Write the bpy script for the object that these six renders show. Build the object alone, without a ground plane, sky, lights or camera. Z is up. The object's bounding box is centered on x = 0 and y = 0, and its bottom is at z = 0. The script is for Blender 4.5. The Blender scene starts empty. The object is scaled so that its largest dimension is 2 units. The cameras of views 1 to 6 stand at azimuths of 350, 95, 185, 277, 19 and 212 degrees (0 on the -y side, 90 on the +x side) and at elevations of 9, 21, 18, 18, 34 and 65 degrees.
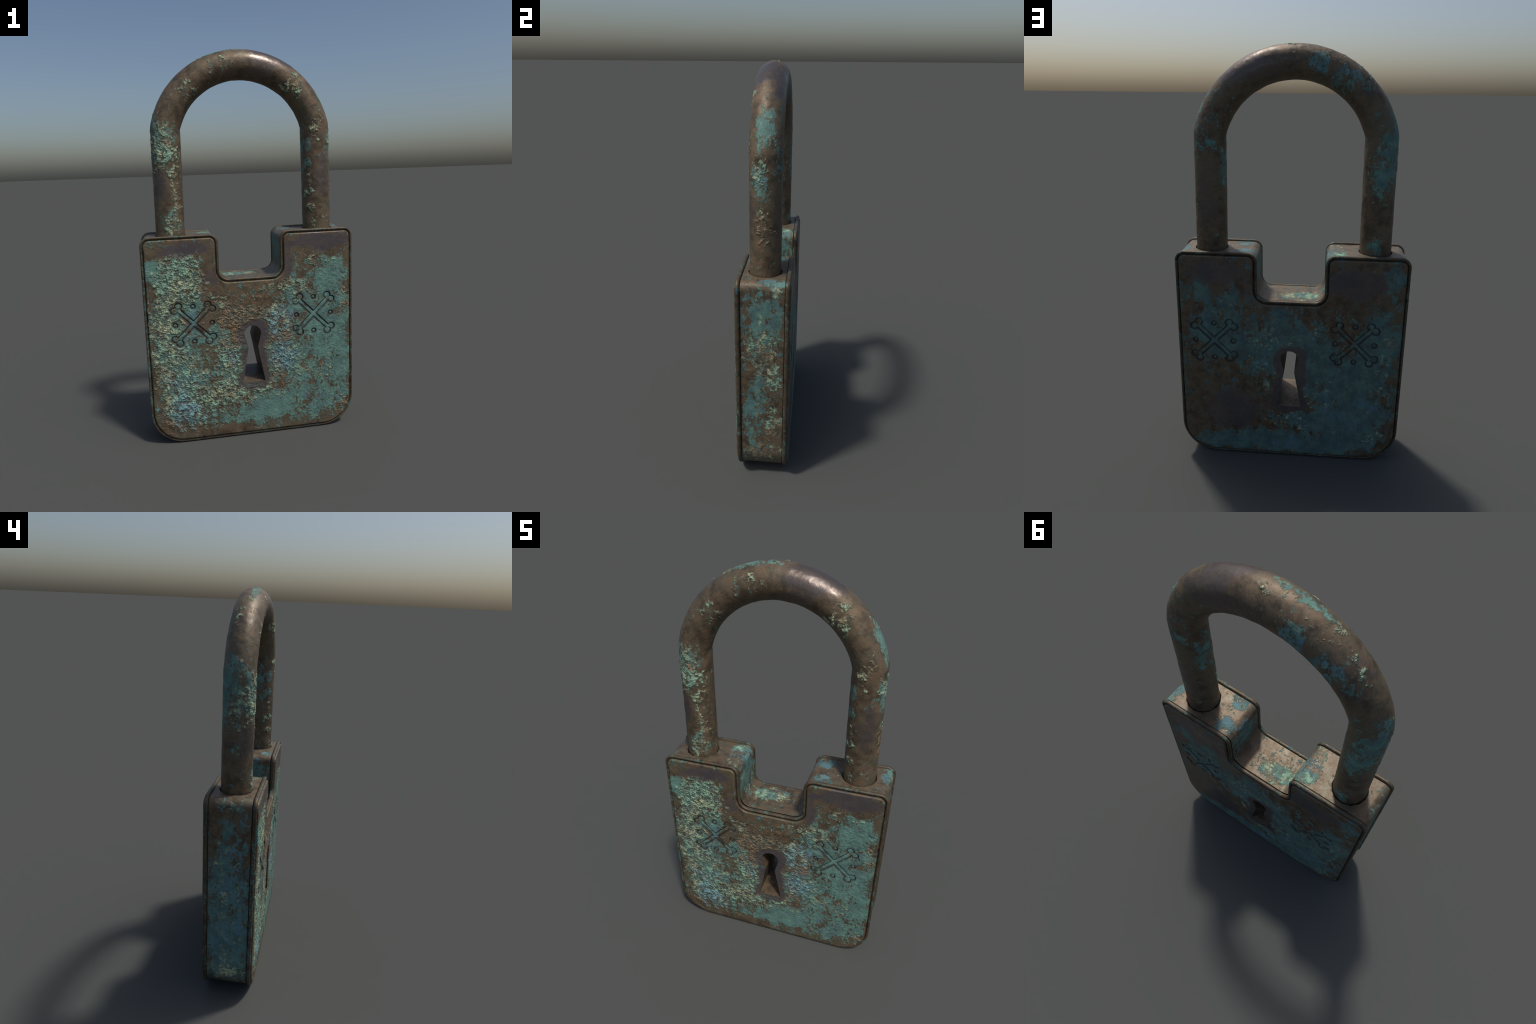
"""Corroded bronze padlock: notched body of two rimmed cover plates round a core,
keyhole right through, engraved crossbones, round shackle.  All units metres."""
import bpy, math
import numpy as np
from mathutils import Vector, kdtree
from mathutils.geometry import delaunay_2d_cdt

# ------------------------------------------------------------------ sizes
HALF_W, TOP, NOTCH_W, NOTCH_Z = 0.5462, 1.0935, 0.159, 0.860
R_FOOT, R_TOP, R_NOTCH = 0.174, 0.046, 0.048
CORE_Y, CORE_INSET = 0.0998, 0.0085
PLATE_Y = 0.1285                     # outer face of a cover plate
PANEL_INSET = 0.0240                 # where the flat of the panel begins
LEG_X, LEG_TOP_X, ARCH_Z, ARCH_R, TUBE_R = 0.3908, 0.3848, 1.529, 0.3958, 0.0738
SOCKET_R = 0.0805
STEP = 0.0027                        # mesh step of corroded surfaces
EMBLEM_HALF, EMBLEM_N = 0.122, 196
EMBLEMS = {"front": [(-0.302, 0.638), (0.329, 0.641)],
           "back": [(0.367, 0.645), (-0.310, 0.655)]}

# ------------------------------------------------------------------ outlines
def body_outline(d, step=0.0032, tight=0.0):
    """Notched outline of the lock, inset by d; always the same point count."""
    NW, NZ = NOTCH_W - tight, NOTCH_Z + tight
    corners = [(-HALF_W, 0, R_FOOT), (HALF_W, 0, R_FOOT), (HALF_W, TOP, R_TOP),
               (NW, TOP, R_TOP), (NW, NZ, -R_NOTCH),
               (-NW, NZ, -R_NOTCH), (-NW, TOP, R_TOP), (-HALF_W, TOP, R_TOP)]
    n = len(corners)
    arcs = []
    for i, (x, z, r) in enumerate(corners):
        p = np.array([x, z], float)
        a = np.array(corners[i - 1][:2], float) - p
        b = np.array(corners[(i + 1) % n][:2], float) - p
        a /= np.linalg.norm(a); b /= np.linalg.norm(b)
        c = p + (a + b) * abs(r)
        rr = r - d if r > 0 else abs(r) + d
        k = max(6, int(abs(r) * math.pi / 2 / step))
        pts = []
        for j in range(k + 1):
            t = j / k * math.pi / 2
            pts.append(c - (b * math.cos(t) + a * math.sin(t)) * rr)
        arcs.append(pts)
    out = []
    for i in range(n):
        out += arcs[i]
        nxt = arcs[(i + 1) % n][0]
        base = np.linalg.norm(np.array(corners[i][:2]) - np.array(corners[(i + 1) % n][:2]))
        k = max(2, int((base - abs(corners[i][2]) - abs(corners[(i + 1) % n][2])) / step))
        for j in range(1, k):
            out.append(out_lerp(arcs[i][-1], nxt, j / k))
    return np.array(out)


def out_lerp(a, b, t):
    return a + (b - a) * t


def resample(poly, step):
    """Closed polygon -> points every `step`, corners kept."""
    out = []
    for i in range(len(poly)):
        a, b = np.array(poly[i], float), np.array(poly[(i + 1) % len(poly)], float)
        k = max(1, int(round(np.linalg.norm(b - a) / step)))
        out += [a + (b - a) * j / k for j in range(k)]
    return np.array(out)


def keyhole_polygon(grow=0.0):
    """Round head, pinched neck, flared foot (counter-clockwise)."""
    r = 0.0440 + grow
    head = [(r * math.cos(math.radians(t)), 0.5610 + r * math.sin(math.radians(t)))
            for t in range(-12, 193, 12)]
    return ([(-0.0600 - grow, 0.2970 - grow), (0.0600 + grow, 0.2970 - grow),
             (0.0250 + grow, 0.4880)] + head + [(-0.0250 - grow, 0.4880)])


def crossbones_sdf(x, z):
    """Distance to two crossed bones with four dots between the arms."""
    d = np.full(np.shape(x), 9.0)
    s = math.sqrt(0.5)
    for sx in (-1, 1):
        u, v = (x * sx + z) * s, (-x * sx + z) * s
        d = np.minimum(d, np.maximum(np.abs(v) - 0.0142, np.abs(u) - 0.121))
        for e in (-1, 1):
            for k in (-1, 1):
                d = np.minimum(d, np.hypot(u - e * 0.1205, v - k * 0.0158) - 0.0200)
    for a, b in ((0, 1), (1, 0), (0, -1), (-1, 0)):
        d = np.minimum(d, np.hypot(x - a * 0.0935, z - b * 0.0915) - 0.0138)
    return d


# ------------------------------------------------------------------ meshing of a flat region
def inside_rows(loops, xs, zs):
    ins = np.zeros((len(zs), len(xs)), bool)
    for r, z in enumerate(zs):
        cr = []
        for L in loops:
            a, b = L, np.roll(L, -1, axis=0)
            m = (a[:, 1] > z) != (b[:, 1] > z)
            t = (z - a[m, 1]) / (b[m, 1] - a[m, 1])
            cr.append(a[m, 0] + t * (b[m, 0] - a[m, 0]))
        c = np.sort(np.concatenate(cr))
        ins[r] = np.searchsorted(c, xs) % 2 == 1
    return ins


def mesh_region(loops, step):
    """Quads on a regular grid, a triangulated band along the loops.
    loops[0] is the outer loop, the others are holes."""
    lo, hi = loops[0].min(0), loops[0].max(0)
    nx, nz = int((hi[0] - lo[0]) / step) + 1, int((hi[1] - lo[1]) / step) + 1
    xs = (lo[0] + hi[0]) / 2 + (np.arange(nx) - (nx - 1) / 2 + 0.013) * step
    zs = (lo[1] + hi[1]) / 2 + (np.arange(nz) - (nz - 1) / 2 + 0.017) * step
    ok = inside_rows(loops, xs, zs)
    allp = np.concatenate(loops)
    # mark grid nodes closer than 0.75 step to a loop
    for px, pz in np.concatenate([(L + np.roll(L, -1, axis=0)) / 2 for L in loops] + [allp]):
        i0, k0 = int((px - xs[0]) / step), int((pz - zs[0]) / step)
        for k in range(max(k0 - 1, 0), min(k0 + 3, nz)):
            for i in range(max(i0 - 1, 0), min(i0 + 3, nx)):
                if ok[k, i] and (xs[i] - px) ** 2 + (zs[k] - pz) ** 2 < (0.75 * step) ** 2:
                    ok[k, i] = False
    cell = ok[:-1, :-1] & ok[1:, :-1] & ok[:-1, 1:] & ok[1:, 1:]
    used = np.zeros_like(ok)
    used[:-1, :-1] |= cell; used[1:, :-1] |= cell; used[:-1, 1:] |= cell; used[1:, 1:] |= cell
    idx = np.full(ok.shape, -1)
    idx[used] = np.arange(used.sum())
    kk, ii = np.nonzero(used)
    V = [np.stack([xs[ii], zs[kk]], 1)]
    ck, ci = np.nonzero(cell)
    quads = np.stack([idx[ck, ci], idx[ck, ci + 1], idx[ck + 1, ci + 1], idx[ck + 1, ci]], 1)
    # border edges of the quad field
    pad = np.pad(cell, 1)
    edges = []
    for k, i in zip(ck, ci):
        K, I = k + 1, i + 1
        if not pad[K - 1, I]: edges.append((idx[k, i], idx[k, i + 1]))
        if not pad[K + 1, I]: edges.append((idx[k + 1, i + 1], idx[k + 1, i]))
        if not pad[K, I - 1]: edges.append((idx[k + 1, i], idx[k, i]))
        if not pad[K, I + 1]: edges.append((idx[k, i + 1], idx[k + 1, i + 1]))
    bverts = sorted({v for e in edges for v in e})
    remap = {v: j for j, v in enumerate(bverts)}
    coords = [Vector(V[0][v]) for v in bverts]
    src = list(bverts)
    ce = [(remap[a], remap[b]) for a, b in edges]
    nextv = len(V[0])
    for L in loops:
        b0 = len(coords)
        coords += [Vector(p) for p in L]
        src += list(range(nextv, nextv + len(L)))
        ce += [(b0 + j, b0 + (j + 1) % len(L)) for j in range(len(L))]
        V.append(L); nextv += len(L)
    ov, _, of, orig, _, _ = delaunay_2d_cdt(coords, ce, [], 0, 1e-7)
    vm = [src[o[0]] if o else -1 for o in orig]
    tris = np.array([[vm[a] for a in f] for f in of if len(f) == 3])
    tris = tris[(tris >= 0).all(1)]
    V = np.concatenate(V)
    # keep the band only
    cen = V[tris].mean(1)
    keep = np.zeros(len(tris), bool)
    ins = np.zeros(len(tris), bool)
    for s in range(0, len(cen), 4000):
        c = cen[s:s + 4000]
        cnt = np.zeros(len(c), int)
        for L in loops:
            a, b = L, np.roll(L, -1, axis=0)
            z = c[:, 1:2]
            m = (a[None, :, 1] > z) != (b[None, :, 1] > z)
            with np.errstate(divide="ignore", invalid="ignore"):
                xi = a[None, :, 0] + (z - a[None, :, 1]) / (b - a)[None, :, 1] * (b - a)[None, :, 0]
            cnt += (m & (xi > c[:, 0:1])).sum(1)
        ins[s:s + 4000] = cnt % 2 == 1
    ci = np.floor((cen[:, 0] - xs[0]) / step).astype(int)
    ck = np.floor((cen[:, 1] - zs[0]) / step).astype(int)
    okc = (ci >= 0) & (ci < nx - 1) & (ck >= 0) & (ck < nz - 1)
    incell = np.zeros(len(tris), bool)
    incell[okc] = cell[ck[okc], ci[okc]]
    tris = tris[ins & ~incell]
    e1 = V[tris[:, 1]] - V[tris[:, 0]]; e2 = V[tris[:, 2]] - V[tris[:, 0]]
    flip = e1[:, 0] * e2[:, 1] - e1[:, 1] * e2[:, 0] < 0
    tris[flip] = tris[flip][:, ::-1]
    return V, [tuple(q) for q in quads.tolist()] + [tuple(t) for t in tris.tolist()]


def weld(V, faces, tags, eps=2e-6):
    key = np.round(np.asarray(V) / eps).astype(np.int64)
    _, first, inv = np.unique(key, axis=0, return_index=True, return_inverse=True)
    inv = inv.reshape(-1)
    nf, nt = [], []
    for f, t in zip(faces, tags):
        g = []
        for a in f:
            b = int(inv[a])
            if b not in g:
                g.append(b)
        if len(g) > 2:
            nf.append(tuple(g)); nt.append(t)
    return np.asarray(V)[first], nf, nt


def make_mesh(name, V, faces):
    me = bpy.data.meshes.new(name)
    me.from_pydata([tuple(v) for v in np.asarray(V).tolist()], [], faces)
    me.update()
    return me


def vertex_normals(me):
    n = np.empty(len(me.vertices) * 3, np.float32)
    me.vertex_normals.foreach_get("vector", n)
    return n.reshape(-1, 3)


def displaced(V, faces, group):
    """Run the corrosion relief (geometry nodes) over a mesh, return new vertices."""
    me = make_mesh("relief_tmp", V, faces)
    ob = bpy.data.objects.new("relief_tmp", me)
    bpy.context.scene.collection.objects.link(ob)
    mod = ob.modifiers.new("relief", "NODES")
    mod.node_group = group
    dg = bpy.context.evaluated_depsgraph_get()
    ev = ob.evaluated_get(dg).to_mesh()
    co = np.empty(len(ev.vertices) * 3, np.float32)
    ev.vertices.foreach_get("co", co)
    ob.evaluated_get(dg).to_mesh_clear()
    bpy.data.objects.remove(ob)
    bpy.data.meshes.remove(me)
    return co.reshape(-1, 3).astype(float)


def split_objects(V, faces, tags, parts, parent):
    """One smooth surface cut into named objects that share border vertices and normals."""
    whole = make_mesh("whole_tmp", V, faces)
    N = vertex_normals(whole)
    bpy.data.meshes.remove(whole)
    made = {}
    for tag, (name, mat) in parts.items():
        fs = [f for f, t in zip(faces, tags) if t == tag]
        ids = np.unique(np.fromiter((a for f in fs for a in f), int))
        rm = np.full(len(V), -1); rm[ids] = np.arange(len(ids))
        me = make_mesh(name, V[ids], [tuple(int(rm[a]) for a in f) for f in fs])
        me.polygons.foreach_set("use_smooth", [True] * len(me.polygons))
        me.normals_split_custom_set_from_vertices([tuple(map(float, n)) for n in N[ids]])
        me.materials.append(mat)
        ob = bpy.data.objects.new(name, me)
        bpy.context.scene.collection.objects.link(ob)
        ob.parent = parent if not isinstance(parent, dict) else made.get(parent[tag], parent["root"])
        made[tag] = ob
    return made


def simple_object(name, V, faces, mat, parent, smooth_angle=None):
    me = make_mesh(name, V, faces)
    me.polygons.foreach_set("use_smooth", [True] * len(me.polygons))
    if smooth_angle:
        me.set_sharp_from_angle(angle=math.radians(smooth_angle))
    me.materials.append(mat)
    ob = bpy.data.objects.new(name, me)
    bpy.context.scene.collection.objects.link(ob)
    ob.parent = parent
    return ob


# ------------------------------------------------------------------ node helpers (shader AND geometry trees)
class Nodes:
    def __init__(self, tree):
        self.t = tree

    def _in(self, sock, v):
        if isinstance(v, bpy.types.NodeSocket):
            self.t.links.new(v, sock)
        elif v is not None:
            sock.default_value = v

    def math(self, op, a, b=None, c=None, clamp=False):
        n = self.t.nodes.new("ShaderNodeMath"); n.operation = op; n.use_clamp = clamp
        for s, v in zip(n.inputs, (a, b, c)):
            self._in(s, v)
        return n.outputs[0]

    def vmath(self, op, a, b=None, c=None, scale=None):
        n = self.t.nodes.new("ShaderNodeVectorMath"); n.operation = op
        for s, v in zip(n.inputs, (a, b, c)):
            self._in(s, v)
        if scale is not None:
            n.inputs["Scale"].default_value = scale
        return n.outputs["Value"] if op in ("LENGTH", "DOT_PRODUCT", "DISTANCE") else n.outputs[0]

    def ramp(self, v, a, b, lo=0.0, hi=1.0, smooth=True):
        n = self.t.nodes.new("ShaderNodeMapRange")
        n.interpolation_type = "SMOOTHSTEP" if smooth else "LINEAR"
        n.clamp = True
        self._in(n.inputs[0], v)
        for s, x in zip(n.inputs[1:5], (a, b, lo, hi)):
            self._in(s, x)
        return n.outputs[0]

    def noise(self, p, scale, detail=4.0, rough=0.55, dist=0.0, color=False):
        n = self.t.nodes.new("ShaderNodeTexNoise")
        self._in(n.inputs["Vector"], p)
        n.inputs["Scale"].default_value = scale
        n.inputs["Detail"].default_value = detail
        n.inputs["Roughness"].default_value = rough
        n.inputs["Distortion"].default_value = dist
        return n.outputs["Color" if color else 0]

    def voronoi(self, p, scale, feature="SMOOTH_F1", smooth=0.4, rand=1.0):
        n = self.t.nodes.new("ShaderNodeTexVoronoi"); n.feature = feature
        self._in(n.inputs["Vector"], p)
        n.inputs["Scale"].default_value = scale
        if "Smoothness" in n.inputs and feature == "SMOOTH_F1":
            n.inputs["Smoothness"].default_value = smooth
        n.inputs["Randomness"].default_value = rand
        return n.outputs["Distance"]

    def mix(self, f, a, b):
        n = self.t.nodes.new("ShaderNodeMix"); n.data_type = "RGBA"
        self._in(n.inputs[0], f); self._in(n.inputs[6], a); self._in(n.inputs[7], b)
        return n.outputs[2]

    def mixf(self, f, a, b):
        n = self.t.nodes.new("ShaderNodeMix"); n.data_type = "FLOAT"
        self._in(n.inputs[0], f); self._in(n.inputs[2], a); self._in(n.inputs[3], b)
        return n.outputs[0]

    def spots(self, p, spots):
        """Sum of soft ellipsoids (cx, cy, cz, rx, ry, rz, weight)."""
        acc = None
        for cx, cy, cz, rx, ry, rz, w in spots:
            q = self.vmath("MULTIPLY_ADD", p, (1 / rx, 1 / ry, 1 / rz), (-cx / rx, -cy / ry, -cz / rz))
            f = self.ramp(self.vmath("LENGTH", q), 1.35, 0.35, 0.0, w)
            acc = f if acc is None else self.math("ADD", acc, f)
        return acc if acc is not None else 0.0


def flat_spots(rows, y):
    """(x, z, rx, rz, weight) on a plate -> ellipsoids that ignore y."""
    return [(x, y, z, rx, 5.0, rz, w) for x, z, rx, rz, w in rows]


def emblem_distance(nb, P, cx, cz):
    """Node version of the crossbones outline, for dirt patches and the shade painted along its cut."""
    sep = nb.t.nodes.new("ShaderNodeSeparateXYZ")
    nb._in(sep.inputs[0], P)
    x, z = nb.math("SUBTRACT", sep.outputs[0], cx), nb.math("SUBTRACT", sep.outputs[2], cz)
    r = math.sqrt(0.5)
    u = nb.math("ABSOLUTE", nb.math("MULTIPLY", nb.math("ADD", x, z), r))
    v = nb.math("ABSOLUTE", nb.math("MULTIPLY", nb.math("SUBTRACT", z, x), r))
    a, b = nb.math("MAXIMUM", u, v), nb.math("MINIMUM", u, v)
    hyp = lambda p, q: nb.math("SQRT", nb.math("ADD", nb.math("MULTIPLY", p, p), nb.math("MULTIPLY", q, q)))
    shaft = nb.math("MAXIMUM", nb.math("SUBTRACT", b, 0.0142), nb.math("SUBTRACT", a, 0.121))
    knob = nb.math("SUBTRACT", hyp(nb.math("SUBTRACT", a, 0.1205), nb.math("SUBTRACT", b, 0.0158)), 0.0200)
    ax, az = nb.math("ABSOLUTE", x), nb.math("ABSOLUTE", z)
    dot = nb.math("SUBTRACT", hyp(nb.math("SUBTRACT", nb.math("MAXIMUM", ax, az), 0.0925),
                                  nb.math("MINIMUM", ax, az)), 0.0138)
    return nb.math("MINIMUM", nb.math("MINIMUM", shaft, knob), dot)


def fields(nb, P, L):
    """Corrosion layout shared by colour and relief."""
    warp = nb.vmath("MULTIPLY_ADD", nb.vmath("SUBTRACT", nb.noise(P, 7.0, 4, 0.65, color=True), (0.5, 0.5, 0.5)),
                    (L["warp"],) * 3, P)
    drip = nb.vmath("MULTIPLY", P, (1.0, 1.0, L["drip"]))
    mott = nb.noise(drip, L["mottle"], 8, 0.74)
    speck = nb.noise(drip, 85.0, 3, 0.6)
    grain = nb.noise(P, L["grain"], 3, 0.62)
    clump = nb.noise(P, 23.0, 4, 0.70)
    f = {"mott": mott, "grain": grain, "clump": clump}
    c = lambda n, k: nb.math("MULTIPLY", nb.math("SUBTRACT", n, 0.5), k)
    pat = nb.math("ADD", nb.spots(warp, L["patina"]), nb.math("ADD", c(mott, L["broken"]), c(speck, 1.3)))
    f["patina"] = nb.ramp(nb.math("ADD", pat, L["patina_bias"]), 0.36, 0.62)
    cr = nb.math("ADD", nb.spots(warp, L["crust"]), nb.math("ADD", c(clump, 2.2), c(grain, 1.1)))
    f["crust"] = nb.ramp(nb.math("ADD", cr, L["crust_bias"]), L["crust_edge"][0], L["crust_edge"][1])
    bare = nb.math("ADD", nb.spots(warp, L["bare"]), nb.math("ADD", c(mott, 1.4), c(clump, 0.6)))
    f["bare"] = nb.ramp(bare, 0.35, 0.80)
    f["crust"] = nb.math("MULTIPLY", f["crust"], nb.math("SUBTRACT", 1.0, nb.math("MULTIPLY", f["bare"], 0.8)))
    if L["emblems"]:
        d = None
        for cx, cz in L["emblems"]:
            e = emblem_distance(nb, P, cx, cz)
            d = e if d is None else nb.math("MINIMUM", d, e)
        inside = nb.ramp(d, 0.003, -0.002)
        f["emblem"] = inside
        f["crust"] = nb.math("MULTIPLY", f["crust"], nb.math("SUBTRACT", 1.0, nb.ramp(d, 0.013, 0.002, 0.0, 0.85)))
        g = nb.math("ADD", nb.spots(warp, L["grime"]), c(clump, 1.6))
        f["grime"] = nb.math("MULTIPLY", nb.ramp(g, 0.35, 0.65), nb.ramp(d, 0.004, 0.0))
        cut = nb.ramp(nb.math("ABSOLUTE", nb.math("ADD", d, 0.0020)), 0.0054, 0.0018)  # shade of the engraved edge, painted as a dark line
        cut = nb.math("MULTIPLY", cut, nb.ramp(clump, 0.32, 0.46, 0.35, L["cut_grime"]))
        f["grime"] = nb.math("MAXIMUM", f["grime"], cut)  # dirt patches in the bones plus the painted shade line
    cells = nb.ramp(nb.voronoi(nb.vmath("MULTIPLY_ADD", nb.noise(P, 60.0, 2, 0.5, color=True), (0.012,) * 3, P), 88.0), 0.60, 0.08)
    lump = nb.math("ADD", nb.ramp(grain, 0.30, 0.70, 0.0, 0.62), nb.ramp(clump, 0.34, 0.68, 0.0, 0.25))
    lump = nb.math("MULTIPLY_ADD", cells, 0.33, lump)
    f["lump"] = lump
    wide = nb.math("MULTIPLY", nb.math("MULTIPLY", f["patina"], L["pitting"]), nb.math("SUBTRACT", 1.0, f["bare"]))
    if L["emblems"]:
        wide = nb.math("MULTIPLY", wide, nb.ramp(d, 0.0, 0.014, 0.15, 1.0))
    f["height"] = nb.math("MULTIPLY", nb.math("MAXIMUM", f["crust"], wide), lump)
    return f


def relief_group(name, L, amp):
    g = bpy.data.node_groups.new(name, "GeometryNodeTree")
    g.interface.new_socket("Geometry", in_out="INPUT", socket_type="NodeSocketGeometry")
    g.interface.new_socket("Geometry", in_out="OUTPUT", socket_type="NodeSocketGeometry")
    gi, go = g.nodes.new("NodeGroupInput"), g.nodes.new("NodeGroupOutput")
    nb = Nodes(g)
    P = g.nodes.new("GeometryNodeInputPosition").outputs[0]
    N = g.nodes.new("GeometryNodeInputNormal").outputs[0]
    f = fields(nb, P, L)
    dent = nb.math("SUBTRACT", nb.noise(P, 22.0, 3, 0.5), 0.5)
    h = nb.math("ADD", nb.math("MULTIPLY", f["height"], amp), nb.math("MULTIPLY", dent, L["dents"]))
    sv = nb.t.nodes.new("ShaderNodeVectorMath"); sv.operation = "SCALE"
    g.links.new(N, sv.inputs[0]); g.links.new(h, sv.inputs["Scale"])
    sp = g.nodes.new("GeometryNodeSetPosition")
    g.links.new(gi.outputs[0], sp.inputs["Geometry"])
    g.links.new(sv.outputs[0], sp.inputs["Offset"])
    g.links.new(sp.outputs[0], go.inputs[0])
    return g


def srgb(r, g, b):
    f = lambda c: (c / 255 / 12.92) if c <= 10 else ((c / 255 + 0.055) / 1.055) ** 2.4
    return (f(r), f(g), f(b), 1.0)


BROWN, BROWN_DARK, RUST = srgb(113, 96, 76), srgb(80, 70, 57), srgb(132, 100, 70)
OLIVE = srgb(99, 93, 76)
BARE, BARE_COOL = srgb(104, 95, 92), srgb(92, 86, 88)
GRIME_AND_SHADE = srgb(56, 50, 46)  # dirt colour, also used for the shade painted along the engraving
TEAL, TEAL_DEEP, BLUE = srgb(101, 140, 128), srgb(83, 114, 109), srgb(94, 132, 150)
CRUST_GREEN, CRUST_PALE, CRUST_TAN = srgb(140, 178, 152), srgb(178, 184, 148), srgb(142, 120, 92)
CRUST_BLUE = srgb(122, 168, 180)


def metal_material(name, L):
    m = bpy.data.materials.new(name)
    m.use_nodes = True
    t = m.node_tree
    t.nodes.clear()
    nb = Nodes(t)
    P = t.nodes.new("ShaderNodeTexCoord").outputs["Object"]
    f = fields(nb, P, L)
    big = nb.noise(P, 6.0, 4, 0.6)
    fine = nb.noise(P, 170.0, 2, 0.6)
    mid = nb.noise(P, 24.0, 6, 0.70)
    dab = nb.noise(P, 12.0, 6, 0.70)
    # bronze ground
    col = nb.mix(nb.ramp(mid, 0.34, 0.64), BROWN_DARK, BROWN)
    col = nb.mix(nb.ramp(big, 0.45, 0.60), col, nb.mix(nb.ramp(mid, 0.4, 0.6), OLIVE, BROWN))
    rust = nb.ramp(nb.math("ADD", nb.spots(P, L["rust"]), nb.math("MULTIPLY", nb.math("SUBTRACT", mid, 0.5), 2.2)),
                   0.35, 0.9)
    col = nb.mix(nb.math("MULTIPLY", rust, 0.75), col, RUST)
    pits = nb.ramp(nb.noise(P, 48.0, 5, 0.7), 0.60, 0.74)
    col = nb.mix(nb.math("MULTIPLY", pits, 0.6), col, GRIME_AND_SHADE)
    col = nb.mix(f["bare"], col, nb.mix(L["bare_warm"], nb.mix(nb.ramp(dab, 0.38, 0.62), BARE, BARE_COOL), srgb(114, 102, 88)))
    # thin patina
    bl = nb.ramp(nb.math("ADD", dab, nb.spots(P, L["blue"])), 0.57, 0.78)
    teal = nb.mix(nb.ramp(nb.noise(P, 15.0, 6, 0.72), 0.38, 0.62), L["teal2"], L["teal1"])
    teal = nb.mix(nb.math("MULTIPLY", bl, 0.7), teal, BLUE)
    pat = nb.math("MULTIPLY", f["patina"], nb.math("SUBTRACT", 1.0, nb.math("MULTIPLY", f["bare"], 0.95)))
    col = nb.mix(nb.math("MULTIPLY", pat, L["patina_opacity"]), col, teal)
    # crust
    tint = nb.noise(P, 10.0, 5, 0.7)
    cc = nb.mix(nb.ramp(tint, 0.44, 0.62), CRUST_GREEN, CRUST_PALE)
    cc = nb.mix(nb.math("MULTIPLY", bl, 0.85), cc, CRUST_BLUE)
    tan = nb.ramp(nb.math("ADD", nb.noise(P, 14.0, 5, 0.7), nb.spots(P, L["tan"])), 0.50, 0.68)
    cc = nb.mix(tan, cc, CRUST_TAN)
    under = nb.mix(L["pit"], col, nb.mix(0.55, BROWN_DARK, L["teal2"]))
    cc = nb.mix(nb.ramp(f["lump"], 0.22, 0.80), under, cc)
    col = nb.mix(f["crust"], col, cc)
    cover = nb.math("MAXIMUM", pat, f["crust"])
    if "grime" in f:
        col = nb.mix(nb.math("MULTIPLY", f["grime"], 0.85), col, GRIME_AND_SHADE)  # dirt patches and painted shade of the cut
    # fine speckle
    hsv = t.nodes.new("ShaderNodeHueSaturation")
    nb._in(hsv.inputs["Color"], col)
    nb._in(hsv.inputs["Value"], nb.math("MULTIPLY", nb.ramp(fine, 0.3, 0.7, 0.86, 1.14, False), L["value"]))
    col = hsv.outputs[0]
    bs = t.nodes.new("ShaderNodeBsdfPrincipled")
    nb._in(bs.inputs["Base Color"], col)
    rough = nb.mixf(f["bare"], nb.ramp(mid, 0.35, 0.65, 0.42, 0.58), nb.ramp(mid, 0.35, 0.65, 0.30, 0.44))
    nb._in(bs.inputs["Roughness"], nb.mixf(cover, rough, 0.75))
    nb._in(bs.inputs["Metallic"], nb.mixf(cover, nb.mixf(f["bare"], 0.30, L["bare_metal"]), 0.0))
    bs.inputs["Specular IOR Level"].default_value = 0.4
    # fine relief
    h = nb.math("ADD", f["height"], nb.math("MULTIPLY", mid, 0.22))
    h = nb.math("ADD", h, nb.math("MULTIPLY", pat, 0.07))
    bp = t.nodes.new("ShaderNodeBump")
    bp.inputs["Strength"].default_value = L["bump"]
    bp.inputs["Distance"].default_value = L["relief"]
    nb._in(bp.inputs["Height"], h)
    t.links.new(bp.outputs[0], bs.inputs["Normal"])
    out = t.nodes.new("ShaderNodeOutputMaterial")
    t.links.new(bs.outputs[0], out.inputs[0])
    return m


def layout(**kw):
    L = dict(warp=0.09, drip=0.75, mottle=19.0, patina=[], patina_bias=0.0, patina_opacity=0.95,
             crust=[], crust_bias=-0.05, bare=[], rust=[], blue=[], tan=[], bump=0.7, value=1.0,
             teal1=TEAL, teal2=TEAL_DEEP, pit=0.5, relief=0.0055, bare_warm=0.0, pitting=0.16, crust_edge=(0.36, 0.80), cut_grime=1.0, dents=0.0014, bare_metal=0.42, grain=52.0, broken=2.6, emblems=None, grime=[])
    L.update(kw)
    return L


# ------------------------------------------------------------------ where the corrosion sits
F = lambda rows: flat_spots(rows, -PLATE_Y)
B = lambda rows: flat_spots(rows, PLATE_Y)
KEY_BARE = [(0, 0.565, 0.088, 0.075, 1.2), (0, 0.44, 0.085, 0.16, 1.2), (0, 0.31, 0.105, 0.06, 1.2)]

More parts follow.
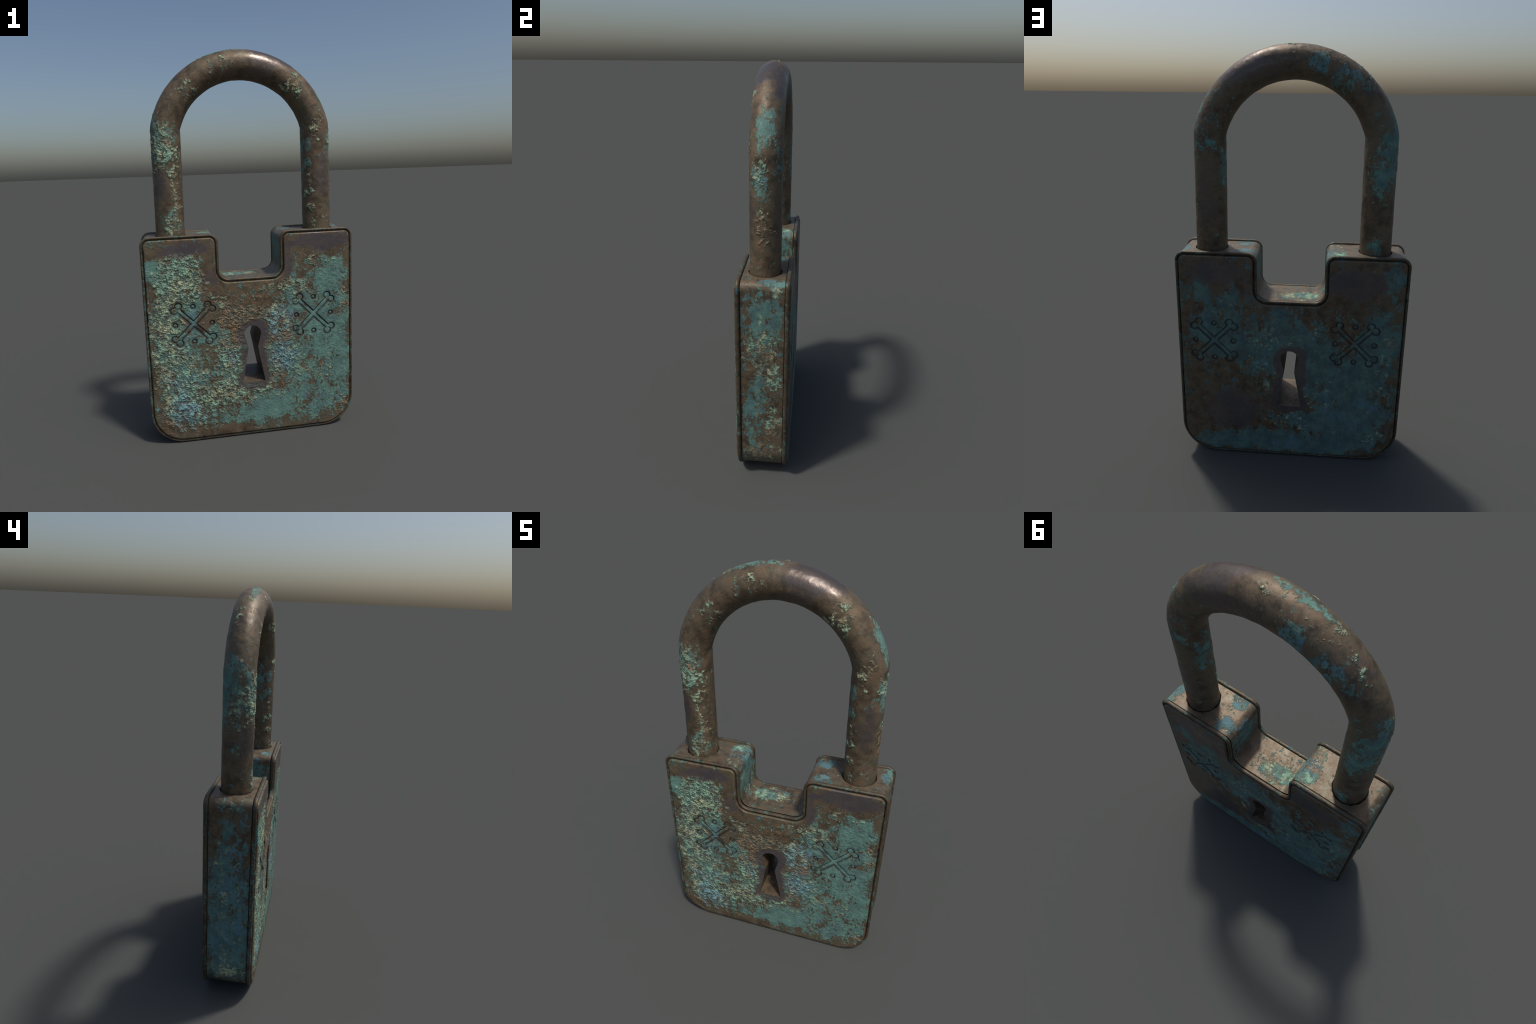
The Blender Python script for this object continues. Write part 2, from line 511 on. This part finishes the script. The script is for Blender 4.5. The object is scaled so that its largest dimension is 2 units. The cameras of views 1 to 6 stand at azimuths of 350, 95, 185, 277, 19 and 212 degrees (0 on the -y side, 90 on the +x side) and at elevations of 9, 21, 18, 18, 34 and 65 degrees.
FRONT = layout(
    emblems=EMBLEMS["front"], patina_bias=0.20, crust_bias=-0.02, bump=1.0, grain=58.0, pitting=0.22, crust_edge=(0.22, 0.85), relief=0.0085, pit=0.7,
    grime=flat_spots([(-0.28, 0.60, 0.05, 0.07, 0.6), (-0.36, 0.56, 0.05, 0.05, 0.4),
                      (0.27, 0.70, 0.05, 0.04, 0.45), (0.25, 0.57, 0.06, 0.04, 0.5)], 0),
    patina=F([(0.44, 0.62, 0.12, 0.42, 0.42), (0.18, 0.15, 0.36, 0.11, 0.42), (-0.38, 0.55, 0.16, 0.46, 0.38),
              (-0.18, 0.57, 0.06, 0.06, 0.7), (-0.50, 0.93, 0.05, 0.07, 0.8), (0.20, 0.72, 0.10, 0.12, 0.40),
              (0.18, 0.40, 0.12, 0.16, 0.4), (-0.12, 0.40, 0.10, 0.14, 0.3), (0.48, 0.34, 0.05, 0.26, 0.35),
              (0.38, 0.86, 0.14, 0.12, 0.34), (0.30, 0.58, 0.14, 0.18, 0.34), (0.30, 0.33, 0.14, 0.14, 0.25), (-0.10, 0.12, 0.3, 0.06, 0.2),
              (0.06, 0.16, 0.14, 0.08, 0.2)]),
    crust=F([(-0.37, 0.88, 0.15, 0.14, 0.85), (-0.44, 0.62, 0.12, 0.22, 0.75), (-0.40, 0.36, 0.13, 0.20, 0.55),
             (-0.37, 0.16, 0.13, 0.12, 0.62), (-0.10, 0.42, 0.09, 0.13, 0.55), (-0.04, 0.25, 0.22, 0.07, 0.60),
             (0.14, 0.60, 0.08, 0.12, 0.72), (0.16, 0.41, 0.10, 0.14, 0.68), (0.22, 0.79, 0.08, 0.08, 0.55),
             (0.36, 0.93, 0.10, 0.045, 0.45), (-0.12, 0.60, 0.13, 0.15, 0.52), (0.34, 0.33, 0.12, 0.12, 0.30),
             (-0.22, 0.28, 0.14, 0.22, 0.42), (0.48, 0.12, 0.05, 0.07, 0.5), (0.50, 0.72, 0.03, 0.18, 0.4),
             (-0.22, 0.76, 0.10, 0.08, 0.36), (0.0, 0.68, 0.16, 0.06, 0.45), (0.05, 0.79, 0.12, 0.05, 0.25)]),
    bare=F(KEY_BARE + [(-0.34, 1.02, 0.17, 0.055, 0.9), (0.37, 1.03, 0.20, 0.055, 1.0), (-0.205, 0.86, 0.05, 0.07, 0.7),
                       (0.20, 0.93, 0.035, 0.11, 0.7)]),
    rust=F([(0.02, 0.78, 0.18, 0.09, 0.5), (-0.14, 0.60, 0.09, 0.10, 0.6), (0.15, 0.53, 0.06, 0.05, 0.8),
            (0.13, 0.30, 0.06, 0.05, 0.6), (0.50, 0.75, 0.04, 0.18, 0.5), (-0.44, 0.10, 0.06, 0.05, 0.5)]),
    blue=F([(0.15, 0.61, 0.09, 0.10, 0.24), (0.17, 0.43, 0.10, 0.12, 0.22), (-0.37, 0.13, 0.17, 0.12, 0.23), (-0.34, 0.30, 0.14, 0.12, 0.12), (-0.30, 0.62, 0.06, 0.12, 0.12), (0.22, 0.80, 0.08, 0.08, 0.10),
            (-0.25, 0.80, 0.06, 0.06, 0.15), (-0.10, 0.44, 0.05, 0.08, 0.2), (0.30, 0.20, 0.15, 0.10, 0.08)]),
    tan=F([(-0.37, 0.88, 0.15, 0.14, -0.12), (-0.46, 0.55, 0.08, 0.22, 0.03), (-0.36, 0.18, 0.16, 0.10, -0.12), (-0.10, 0.62, 0.14, 0.14, 0.22), (0.14, 0.30, 0.06, 0.07, 0.25), (0.15, 0.53, 0.06, 0.04, 0.25), (-0.46, 0.10, 0.05, 0.06, 0.3),
           (0.50, 0.6, 0.03, 0.2, 0.3), (0.48, 0.12, 0.05, 0.06, 0.4)]))

BACK = layout(
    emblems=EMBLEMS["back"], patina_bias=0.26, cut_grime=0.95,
    grime=flat_spots([(0.29, 0.72, 0.05, 0.05, 0.35), (0.30, 0.57, 0.05, 0.05, 0.3),
                      (-0.24, 0.72, 0.05, 0.05, 0.4), (-0.24, 0.58, 0.05, 0.05, 0.4)], 0),
    mottle=16.0, bump=0.35, teal1=srgb(92, 124, 116), teal2=srgb(74, 98, 98), value=0.95, broken=3.2,
    patina=B([(0, 0.60, 0.24, 0.20, 0.60), (-0.30, 0.30, 0.22, 0.30, 0.62), (0.10, 0.08, 0.40, 0.07, 0.75),
              (0.34, 0.68, 0.16, 0.16, 0.55), (-0.42, 0.66, 0.12, 0.18, 0.55), (-0.47, 0.98, 0.05, 0.07, 0.55),
              (0.44, 0.92, 0.06, 0.07, 0.45), (0.30, 0.86, 0.14, 0.05, 0.3), (0.06, 0.80, 0.04, 0.04, 0.5),
              (-0.10, 0.22, 0.14, 0.06, 0.5)]),
    crust_bias=0.06, crust=B([(0.14, 0.70, 0.10, 0.11, 0.30), (0.12, 0.50, 0.08, 0.12, 0.32), (-0.12, 0.36, 0.09, 0.10, 0.32),
             (-0.02, 0.20, 0.18, 0.06, 0.32), (-0.46, 0.66, 0.05, 0.18, 0.28), (-0.42, 0.13, 0.07, 0.06, 0.35),
             (-0.15, 0.72, 0.07, 0.07, 0.25), (0, 0.66, 0.16, 0.06, 0.2), (-0.42, 0.45, 0.08, 0.2, 0.15), (0.30, 0.80, 0.12, 0.06, 0.15)]),
    bare=B(KEY_BARE + [(0.36, 1.00, 0.17, 0.08, 0.85), (-0.30, 0.96, 0.20, 0.10, 0.85), (0.28, 0.26, 0.17, 0.14, 0.9),
                       (0.20, 0.90, 0.05, 0.10, 0.5)]),
    rust=B([(0, 0.80, 0.20, 0.07, 0.3), (0.50, 0.60, 0.05, 0.3, 0.3)]),
    blue=B([(-0.35, 0.26, 0.20, 0.20, 0.06), (0.10, 0.08, 0.40, 0.08, 0.05), (0.25, 0.70, 0.10, 0.10, 0.05)]),
    tan=B([]))

CORE = layout(
    teal1=srgb(94, 132, 124), teal2=srgb(75, 105, 104),
    mottle=22.0, warp=0.06, patina_bias=0.13, crust_bias=0.08, broken=2.9, bump=0.9,
    patina=[(0.53, 0, 0.93, 0.06, 0.12, 0.14, 0.55), (0.53, -0.02, 0.50, 0.06, 0.10, 0.12, 0.45), (0.53, -0.05, 0.34, 0.06, 0.06, 0.12, 0.45),
            (0.53, 0, 0.15, 0.06, 0.12, 0.10, 0.25), (0.53, 0, 0.72, 0.06, 0.12, 0.12, 0.2),
            (-0.53, 0, 0.50, 0.06, 0.14, 0.60, 0.55), (-0.53, 0, 0.30, 0.06, 0.14, 0.20, 0.25), (0.16, 0, 0.98, 0.03, 0.16, 0.10, 0.55), (-0.16, 0, 0.98, 0.03, 0.16, 0.10, 0.60),
            (-0.20, 0.05, 1.08, 0.07, 0.07, 0.04, 0.55), (0.22, 0.06, 1.08, 0.05, 0.05, 0.04, 0.6), (0.51, 0.05, 1.08, 0.04, 0.06, 0.05, 0.6),
            (0.23, -0.07, 1.08, 0.05, 0.04, 0.04, 0.6), (-0.05, 0.03, 0.85, 0.12, 0.06, 0.03, 0.5), (0.0, 0, 0.01, 0.4, 0.1, 0.04, 0.45)],
    crust=[(0.53, -0.01, 0.74, 0.06, 0.10, 0.14, 0.50), (0.53, 0, 0.14, 0.06, 0.12, 0.09, 0.62), (0.53, 0.06, 0.60, 0.06, 0.04, 0.08, 0.5),
           (0.53, 0.06, 0.34, 0.06, 0.05, 0.10, 0.5), (0.53, -0.03, 0.95, 0.06, 0.06, 0.08, 0.32), (0.53, 0.0, 0.45, 0.06, 0.14, 0.40, 0.14),
           (-0.53, 0, 0.55, 0.06, 0.10, 0.4, 0.30), (-0.53, 0, 0.14, 0.06, 0.12, 0.10, 0.45), (-0.05, 0.03, 0.85, 0.15, 0.07, 0.03, 0.5),
           (-0.21, 0.06, 1.08, 0.06, 0.05, 0.04, 0.6), (-0.20, -0.06, 1.08, 0.05, 0.04, 0.04, 0.4), (-0.16, 0.0, 0.96, 0.03, 0.16, 0.10, 0.35),
           (0.53, 0.07, 1.04, 0.04, 0.03, 0.04, 0.5), (-0.52, 0, 1.05, 0.05, 0.1, 0.03, 0.3)],
    bare=[(0.38, 0, 1.08, 0.25, 0.2, 0.04, 0.3), (-0.38, 0, 1.08, 0.25, 0.2, 0.04, 0.3), (0, 0, 0.85, 0.2, 0.2, 0.04, 0.15)],
    rust=[(0.53, 0, 0.68, 0.06, 0.1, 0.16, 0.35), (0.53, 0.05, 0.30, 0.06, 0.06, 0.12, 0.4)],
    blue=[(-0.53, 0, 0.6, 0.1, 0.2, 0.5, 0.10), (-0.2, 0.0, 1.08, 0.07, 0.1, 0.04, 0.14), (0.3, 0.0, 1.08, 0.3, 0.1, 0.04, 0.16)],
    tan=[(0.53, 0, 0.15, 0.06, 0.2, 0.12, 0.18), (0.53, 0, 0.70, 0.06, 0.1, 0.12, 0.08), (0.53, 0.06, 0.30, 0.06, 0.05, 0.08, 0.15)])

SHACKLE = layout(
    mottle=24.0, warp=0.05, patina_bias=0.03, crust_bias=0.0, grain=58.0, bare_metal=0.62, dents=0.0045, bare_warm=0.35, bump=0.9,
    patina=[(-0.40, -0.04, 1.55, 0.07, 0.06, 0.14, 0.6), (-0.40, 0.04, 1.58, 0.08, 0.06, 0.16, 0.6), (-0.39, 0.05, 1.42, 0.06, 0.05, 0.10, 0.6),
            (-0.38, -0.05, 1.15, 0.06, 0.06, 0.08, 0.35), (-0.38, 0.06, 1.13, 0.05, 0.05, 0.05, 0.5), (0.41, 0.0, 1.74, 0.10, 0.05, 0.12, 0.62),
            (0.44, -0.02, 1.50, 0.06, 0.06, 0.12, 0.45), (0.33, 0.0, 1.48, 0.04, 0.07, 0.16, 0.45), (0.40, 0.05, 1.60, 0.06, 0.05, 0.10, 0.42),
            (-0.10, -0.02, 1.98, 0.12, 0.03, 0.05, 0.5), (-0.25, 0.05, 1.84, 0.14, 0.04, 0.09, 0.25), (-0.30, -0.02, 1.75, 0.06, 0.05, 0.06, 0.3),
            (-0.10, 0.07, 1.93, 0.06, 0.04, 0.05, 0.5), (-0.46, 0.02, 1.62, 0.04, 0.06, 0.14, 0.28), (-0.46, 0.0, 1.35, 0.03, 0.06, 0.12, 0.25),
            (-0.20, 0.07, 1.86, 0.12, 0.04, 0.06, 0.2), (0.34, 0.06, 1.72, 0.08, 0.05, 0.08, 0.3), (0.0, 0, 1.5, 5, 5, 5, 0.05)],
    crust=[(-0.39, -0.06, 1.53, 0.075, 0.05, 0.12, 0.72), (-0.35, -0.05, 1.34, 0.04, 0.05, 0.20, 0.45), (-0.38, -0.06, 1.14, 0.06, 0.05, 0.07, 0.55),
           (-0.28, -0.06, 1.80, 0.06, 0.05, 0.06, 0.48), (-0.10, -0.06, 1.92, 0.07, 0.05, 0.05, 0.48), (0.26, -0.06, 1.81, 0.08, 0.05, 0.08, 0.48),
           (0.38, -0.06, 1.62, 0.05, 0.05, 0.12, 0.48), (0.45, -0.03, 1.56, 0.04, 0.05, 0.07, 0.62), (0.45, 0.0, 1.30, 0.04, 0.06, 0.10, 0.48),
           (0.34, -0.05, 1.25, 0.04, 0.05, 0.16, 0.36), (0.40, -0.05, 1.12, 0.06, 0.05, 0.04, 0.36), (-0.30, 0.03, 1.84, 0.10, 0.04, 0.08, 0.36),
           (-0.45, -0.02, 1.45, 0.04, 0.05, 0.12, 0.42), (-0.42, 0.0, 1.62, 0.05, 0.05, 0.08, 0.36), (-0.44, -0.02, 1.22, 0.04, 0.05, 0.08, 0.3), (-0.46, 0.0, 1.50, 0.03, 0.05, 0.10, 0.4), (-0.20, 0.0, 1.93, 0.08, 0.05, 0.06, 0.36),
           (0.02, 0.03, 1.98, 0.10, 0.04, 0.03, 0.25), (-0.37, 0.05, 1.50, 0.06, 0.04, 0.16, 0.3)],
    bare=[(-0.43, -0.05, 1.33, 0.06, 0.06, 0.11, 0.75), (0.41, -0.06, 1.36, 0.06, 0.05, 0.16, 0.75), (0.15, -0.03, 1.94, 0.17, 0.07, 0.08, 1.1),
          (0.14, 0.06, 1.90, 0.20, 0.05, 0.08, 0.7), (-0.30, -0.01, 1.85, 0.10, 0.04, 0.09, 0.5), (0.40, 0.06, 1.32, 0.07, 0.05, 0.18, 0.7),
          (0.05, -0.05, 1.87, 0.18, 0.05, 0.03, 0.5), (0.30, 0.03, 1.84, 0.08, 0.06, 0.08, 0.5)],
    rust=[(0.30, 0.0, 1.80, 0.14, 0.1, 0.10, 0.35), (0.45, 0.0, 1.22, 0.04, 0.06, 0.12, 0.4), (-0.36, -0.03, 1.2, 0.08, 0.05, 0.1, 0.3)],
    blue=[(-0.15, 0.05, 1.90, 0.16, 0.05, 0.06, 0.22), (-0.40, 0.03, 1.55, 0.08, 0.07, 0.12, 0.08), (0.44, 0.03, 1.53, 0.05, 0.05, 0.05, 0.2)],
    tan=[(0.45, 0.0, 1.25, 0.04, 0.06, 0.12, 0.4), (0.38, -0.06, 1.65, 0.05, 0.05, 0.08, 0.12)])

RIM = layout(mottle=26.0, value=0.66, patina_bias=0.28, crust_bias=0.06, drip=0.9, bump=0.5,
             patina=[(-0.54, -0.12, 0.5, 0.05, 0.03, 0.5, 0.15)], crust=[(-0.54, -0.12, 0.5, 0.05, 0.03, 0.5, 0.1)],
             bare=[], rust=[], blue=[], tan=[(0, 0, 0.5, 5, 5, 5, 0.06)])

# ------------------------------------------------------------------ build
root = bpy.data.objects.new("padlock", None)
bpy.context.scene.collection.objects.link(root)
root["label"] = "corroded bronze padlock with teal patina and engraved crossbones"
root["category"] = "padlock"

mats = {k: metal_material(n, L) for k, n, L in (
    ("front", "patinated_bronze_front", FRONT), ("back", "patinated_bronze_back", BACK),
    ("core", "patinated_bronze_core", CORE), ("shackle", "patinated_bronze_shackle", SHACKLE),
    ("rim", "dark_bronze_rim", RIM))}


def cover_plate(side):
    sgn = -1 if side == "front" else 1
    L = FRONT if side == "front" else BACK
    key = resample(keyhole_polygon(0.0), STEP * 1.1)
    panel = body_outline(PANEL_INSET)
    loops = [panel, key]
    patches = []
    n = EMBLEM_N
    for cx, cz in EMBLEMS[side]:
        t = np.linspace(-EMBLEM_HALF, EMBLEM_HALF, n + 1)
        gx, gz = np.meshgrid(t, t)
        patches.append((cx, cz, gx, gz))
        loops.append(np.concatenate([np.stack([t[:-1], 0 * t[:-1] + t[0]], 1), np.stack([0 * t[:-1] + t[-1], t[:-1]], 1),
                                     np.stack([t[:0:-1], 0 * t[1:] + t[-1]], 1), np.stack([0 * t[1:] + t[0], t[:0:-1]], 1)])
                     + np.array([cx, cz]))
    V2, faces = mesh_region(loops, STEP)
    Y = np.full(len(V2), PLATE_Y)
    tags = ["panel"] * len(faces)
    V = [np.stack([V2[:, 0], Y, V2[:, 1]], 1)]
    off = len(V2)
    # engraved emblems: finer square patches in the same surface
    for j, (cx, cz, gx, gz) in enumerate(patches):
        d = crossbones_sdf(gx, gz)
        s = np.clip((0.0010 - d) / 0.0030, 0, 1)
        s = s * s * (3 - 2 * s)
        dome = np.clip((-d - 0.0035) / 0.0065, 0, 1)
        y = PLATE_Y - 0.0060 * s + 0.0034 * dome * dome * (3 - 2 * dome)
        V.append(np.stack([(gx + cx).ravel(), y.ravel(), (gz + cz).ravel()], 1))
        a = np.arange((n + 1) * n).reshape(n, n + 1)[:, :-1].ravel() + off
        faces += [tuple(q) for q in np.stack([a, a + 1, a + n + 2, a + n + 1], 1).tolist()]
        tags += [f"emblem{j}"] * (n * n)
        off += (n + 1) ** 2
    # rounded lip of the panel down into the groove by the rim
    prof = [(PANEL_INSET, PLATE_Y), (0.0218, PLATE_Y - 0.0005), (0.0200, PLATE_Y - 0.0020),
            (0.0188, PLATE_Y - 0.0045), (0.0182, PLATE_Y - 0.0085), (0.0180, PLATE_Y - 0.0140), (0.0180, PLATE_Y - 0.0190)]
    rows = [body_outline(d) for d, _ in prof]
    m = len(rows[0])
    for (d, y), r in zip(prof, rows):
        V.append(np.stack([r[:, 0], np.full(m, y), r[:, 1]], 1))
    for k in range(len(prof) - 1):
        for i in range(m):
            i2 = (i + 1) % m
            faces.append((off + k * m + i, off + (k + 1) * m + i, off + (k + 1) * m + i2, off + k * m + i2))
    tags += ["panel"] * ((len(prof) - 1) * m)
    V = np.concatenate(V)
    V, faces, tags = weld(V, faces, tags)
    V = V.copy()
    V[:, 1] *= sgn
    if sgn > 0:
        faces = [f[::-1] for f in faces]
    V = displaced(V, faces, relief_group("relief_" + side, L, 0.0030 if side == "front" else 0.0018))
    made = split_objects(V, faces, tags, {
        "panel": ("cover_plate", mats[side]), "emblem0": ("crossbones_emblem", mats[side]),
        "emblem1": ("crossbones_emblem", mats[side])},
        {"root": root, "panel": "none", "emblem0": "panel", "emblem1": "panel"})
    # rim bead round the plate
    bead = [(0.0280, 0.0960), (0.0165, 0.0960), (0.0148, 0.0985), (0.0105, 0.1026), (0.0050, 0.1036), (0.0018, 0.1056),
            (0.0003, 0.1085), (0.0, 0.1130), (0.0006, 0.1172), (0.0026, 0.1206), (0.0058, 0.1224), (0.0092, 0.1220),
            (0.0118, 0.1200), (0.0132, 0.1172), (0.0142, 0.1155), (0.0260, 0.1152)]
    rows = [body_outline(d) for d, _ in bead]
    V = np.concatenate([np.stack([r[:, 0], np.full(m, y), r[:, 1]], 1) for (d, y), r in zip(bead, rows)])
    V[:, 1] *= sgn
    faces = []
    for k in range(len(bead) - 1):
        for i in range(m):
            i2 = (i + 1) % m
            q = (k * m + i, k * m + i2, (k + 1) * m + i2, (k + 1) * m + i)
            faces.append(q[::-1] if sgn < 0 else q)
    # winding: outward
    a = [Vector(V[j]) for j in faces[7 * m]]
    nrm = (a[1] - a[0]).cross(a[3] - a[0])
    if nrm.z > 0:
        faces = [f[::-1] for f in faces]
    V = displaced(V, faces, RIM_GROUP)
    simple_object("rim", V, faces, mats["rim"], made["panel"])


RIM_GROUP = relief_group("relief_rim", RIM, 0.0022)
for side in ("front", "back"):
    cover_plate(side)


def core():
    """Band between the plates, unrolled to (arc length, y), with two shackle sockets."""
    line = body_outline(CORE_INSET, 0.0027, 0.0055)
    line = np.roll(line, -(len(line) - 0), axis=0)
    closed = np.vstack([line, line[:1]])
    seg = np.linalg.norm(np.diff(closed, axis=0), axis=1)
    s = np.concatenate([[0], np.cumsum(seg)])
    tot = s[-1]

    def at(u):
        return np.stack([np.interp(u, s, closed[:, 0]), np.interp(u, s, closed[:, 1])], 1)
    ny = 72
    ys = np.linspace(-CORE_Y, CORE_Y, ny + 1)
    border = np.concatenate([np.stack([s[:-1], 0 * s[:-1] - CORE_Y], 1), np.stack([0 * ys[:-1] + tot, ys[:-1]], 1),
                             np.stack([s[:0:-1], 0 * s[1:] + CORE_Y], 1), np.stack([0 * ys[1:], ys[:0:-1]], 1)])
    loops = [border]
    centres = []
    for cx in (LEG_X, -LEG_X):
        k = [i for i in range(len(line)) if line[i][1] > TOP - CORE_INSET - 1e-4]
        k.sort(key=lambda i: abs(line[i][0] - cx))
        i = k[0]
        sc = s[i] - (cx - line[i][0])        # arc length runs towards -x on the shoulders
        centres.append(cx)
        poly = [(sc + SOCKET_R * math.cos(t), SOCKET_R * math.sin(t)) for t in np.linspace(0, 2 * math.pi, 15)[:-1] + 0.1]
        loops.append(resample(poly, 0.003))
    V2, faces = mesh_region(loops, 0.0028)
    xz = at(V2[:, 0])
    V = np.stack([xz[:, 0], V2[:, 1], xz[:, 1]], 1)
    V, faces, _ = weld(V, faces, [0] * len(faces), 1e-5)
    # slight roll-over at the plates is hidden by the rims
    a = V[list(faces[0])]
    V = displaced(V, faces, relief_group("relief_core", CORE, 0.0028))
    ob = simple_object("body_core", V, faces, mats["core"], root)
    # sockets
    for cx in centres:
        ring = resample([(cx + SOCKET_R * math.cos(t), SOCKET_R * math.sin(t)) for t in
                         np.linspace(0, 2 * math.pi, 15)[:-1] + 0.1], 0.006)
        z0 = TOP - CORE_INSET
        rows = [(1.0, z0 + 0.0004), (0.985, z0 - 0.003), (0.98, z0 - 0.05), (0.97, z0 - 0.09)]
        m = len(ring)
        SV = np.concatenate([np.stack([cx + (ring[:, 0] - cx) * k, ring[:, 1] * k, np.full(m, z)], 1) for k, z in rows]
                            + [np.array([[cx, 0, z0 - 0.09]])])
        fs = [(k * m + i, k * m + (i + 1) % m, (k + 1) * m + (i + 1) % m, (k + 1) * m + i)
              for k in range(3) for i in range(m)]
        fs += [(3 * m + i, 3 * m + (i + 1) % m, 4 * m) for i in range(m)]
        simple_object("shackle_socket", SV, [f[::-1] for f in fs], mats["core"], ob, 40)
    return ob


core_ob = core()


def keyhole_lining():
    ring = resample(keyhole_polygon(0.0), STEP * 1.1)
    m = len(ring)
    ys = np.linspace(-PLATE_Y, PLATE_Y, 60)
    V = np.concatenate([np.stack([ring[:, 0], np.full(m, y), ring[:, 1]], 1) for y in ys])
    fs = [(k * m + i, (k + 1) * m + i, (k + 1) * m + (i + 1) % m, k * m + (i + 1) % m)
          for k in range(len(ys) - 1) for i in range(m)]
    simple_object("keyhole", V, fs, mats["core"], core_ob, 50)


keyhole_lining()


def shackle():
    a0 = math.acos(LEG_TOP_X / ARCH_R)
    za = ARCH_Z + ARCH_R * math.sin(a0)
    pts = [np.array([LEG_X, 1.0]), np.array([LEG_TOP_X, za])]
    pts += [np.array([ARCH_R * math.cos(t), ARCH_Z + ARCH_R * math.sin(t)]) for t in np.linspace(a0, math.pi - a0, 181)[1:-1]]
    pts += [np.array([-LEG_TOP_X, za]), np.array([-LEG_X, 1.0])]
    # even spacing
    P = np.array(pts)
    s = np.concatenate([[0], np.cumsum(np.linalg.norm(np.diff(P, axis=0), axis=1))])
    u = np.arange(0, s[-1], 0.003)
    C = np.stack([np.interp(u, s, P[:, 0]), np.interp(u, s, P[:, 1])], 1)
    for _ in range(10):                                 # soften the kink a touch
        C[1:-1] = (C[:-2] + C[1:-1] * 2 + C[2:]) / 4
    T = np.gradient(C, axis=0)
    for _ in range(12):
        T = (np.roll(T, 1, 0) + T + np.roll(T, -1, 0)) / 3; T[0] = T[1]; T[-1] = T[-2]
    T /= np.linalg.norm(T, axis=1)[:, None]
    Nn = np.stack([T[:, 1], -T[:, 0]], 1)
    k = 152
    th = np.arange(k) / k * 2 * math.pi
    V = np.concatenate([np.stack([C[:, None, 0] + Nn[:, None, 0] * np.cos(th) * TUBE_R,
                                  np.broadcast_to(np.sin(th) * TUBE_R, (len(C), k)),
                                  C[:, None, 1] + Nn[:, None, 1] * np.cos(th) * TUBE_R], 2).reshape(-1, 3)])
    n = len(C)
    i, j = np.meshgrid(np.arange(n - 1), np.arange(k), indexing="ij")
    j2 = (j + 1) % k
    q = np.stack([i * k + j, i * k + j2, (i + 1) * k + j2, (i + 1) * k + j], 2).reshape(-1, 4)
    faces = [tuple(f) for f in q.tolist()]
    faces += [tuple(range(k))[::-1], tuple(range((n - 1) * k, n * k))]
    a = [Vector(V[x]) for x in faces[10]]
    nrm = (a[1] - a[0]).cross(a[3] - a[0])
    c = sum(a, Vector()) / 4
    if nrm.dot(c - Vector((LEG_X, 0, c.z))) < 0:
        faces = [f[::-1] for f in faces]
    V = displaced(V, faces, relief_group("relief_shackle", SHACKLE, 0.0032))
    simple_object("shackle", V, faces, mats["shackle"], root)


shackle()
for g in list(bpy.data.node_groups):
    if g.users == 0:
        bpy.data.node_groups.remove(g)
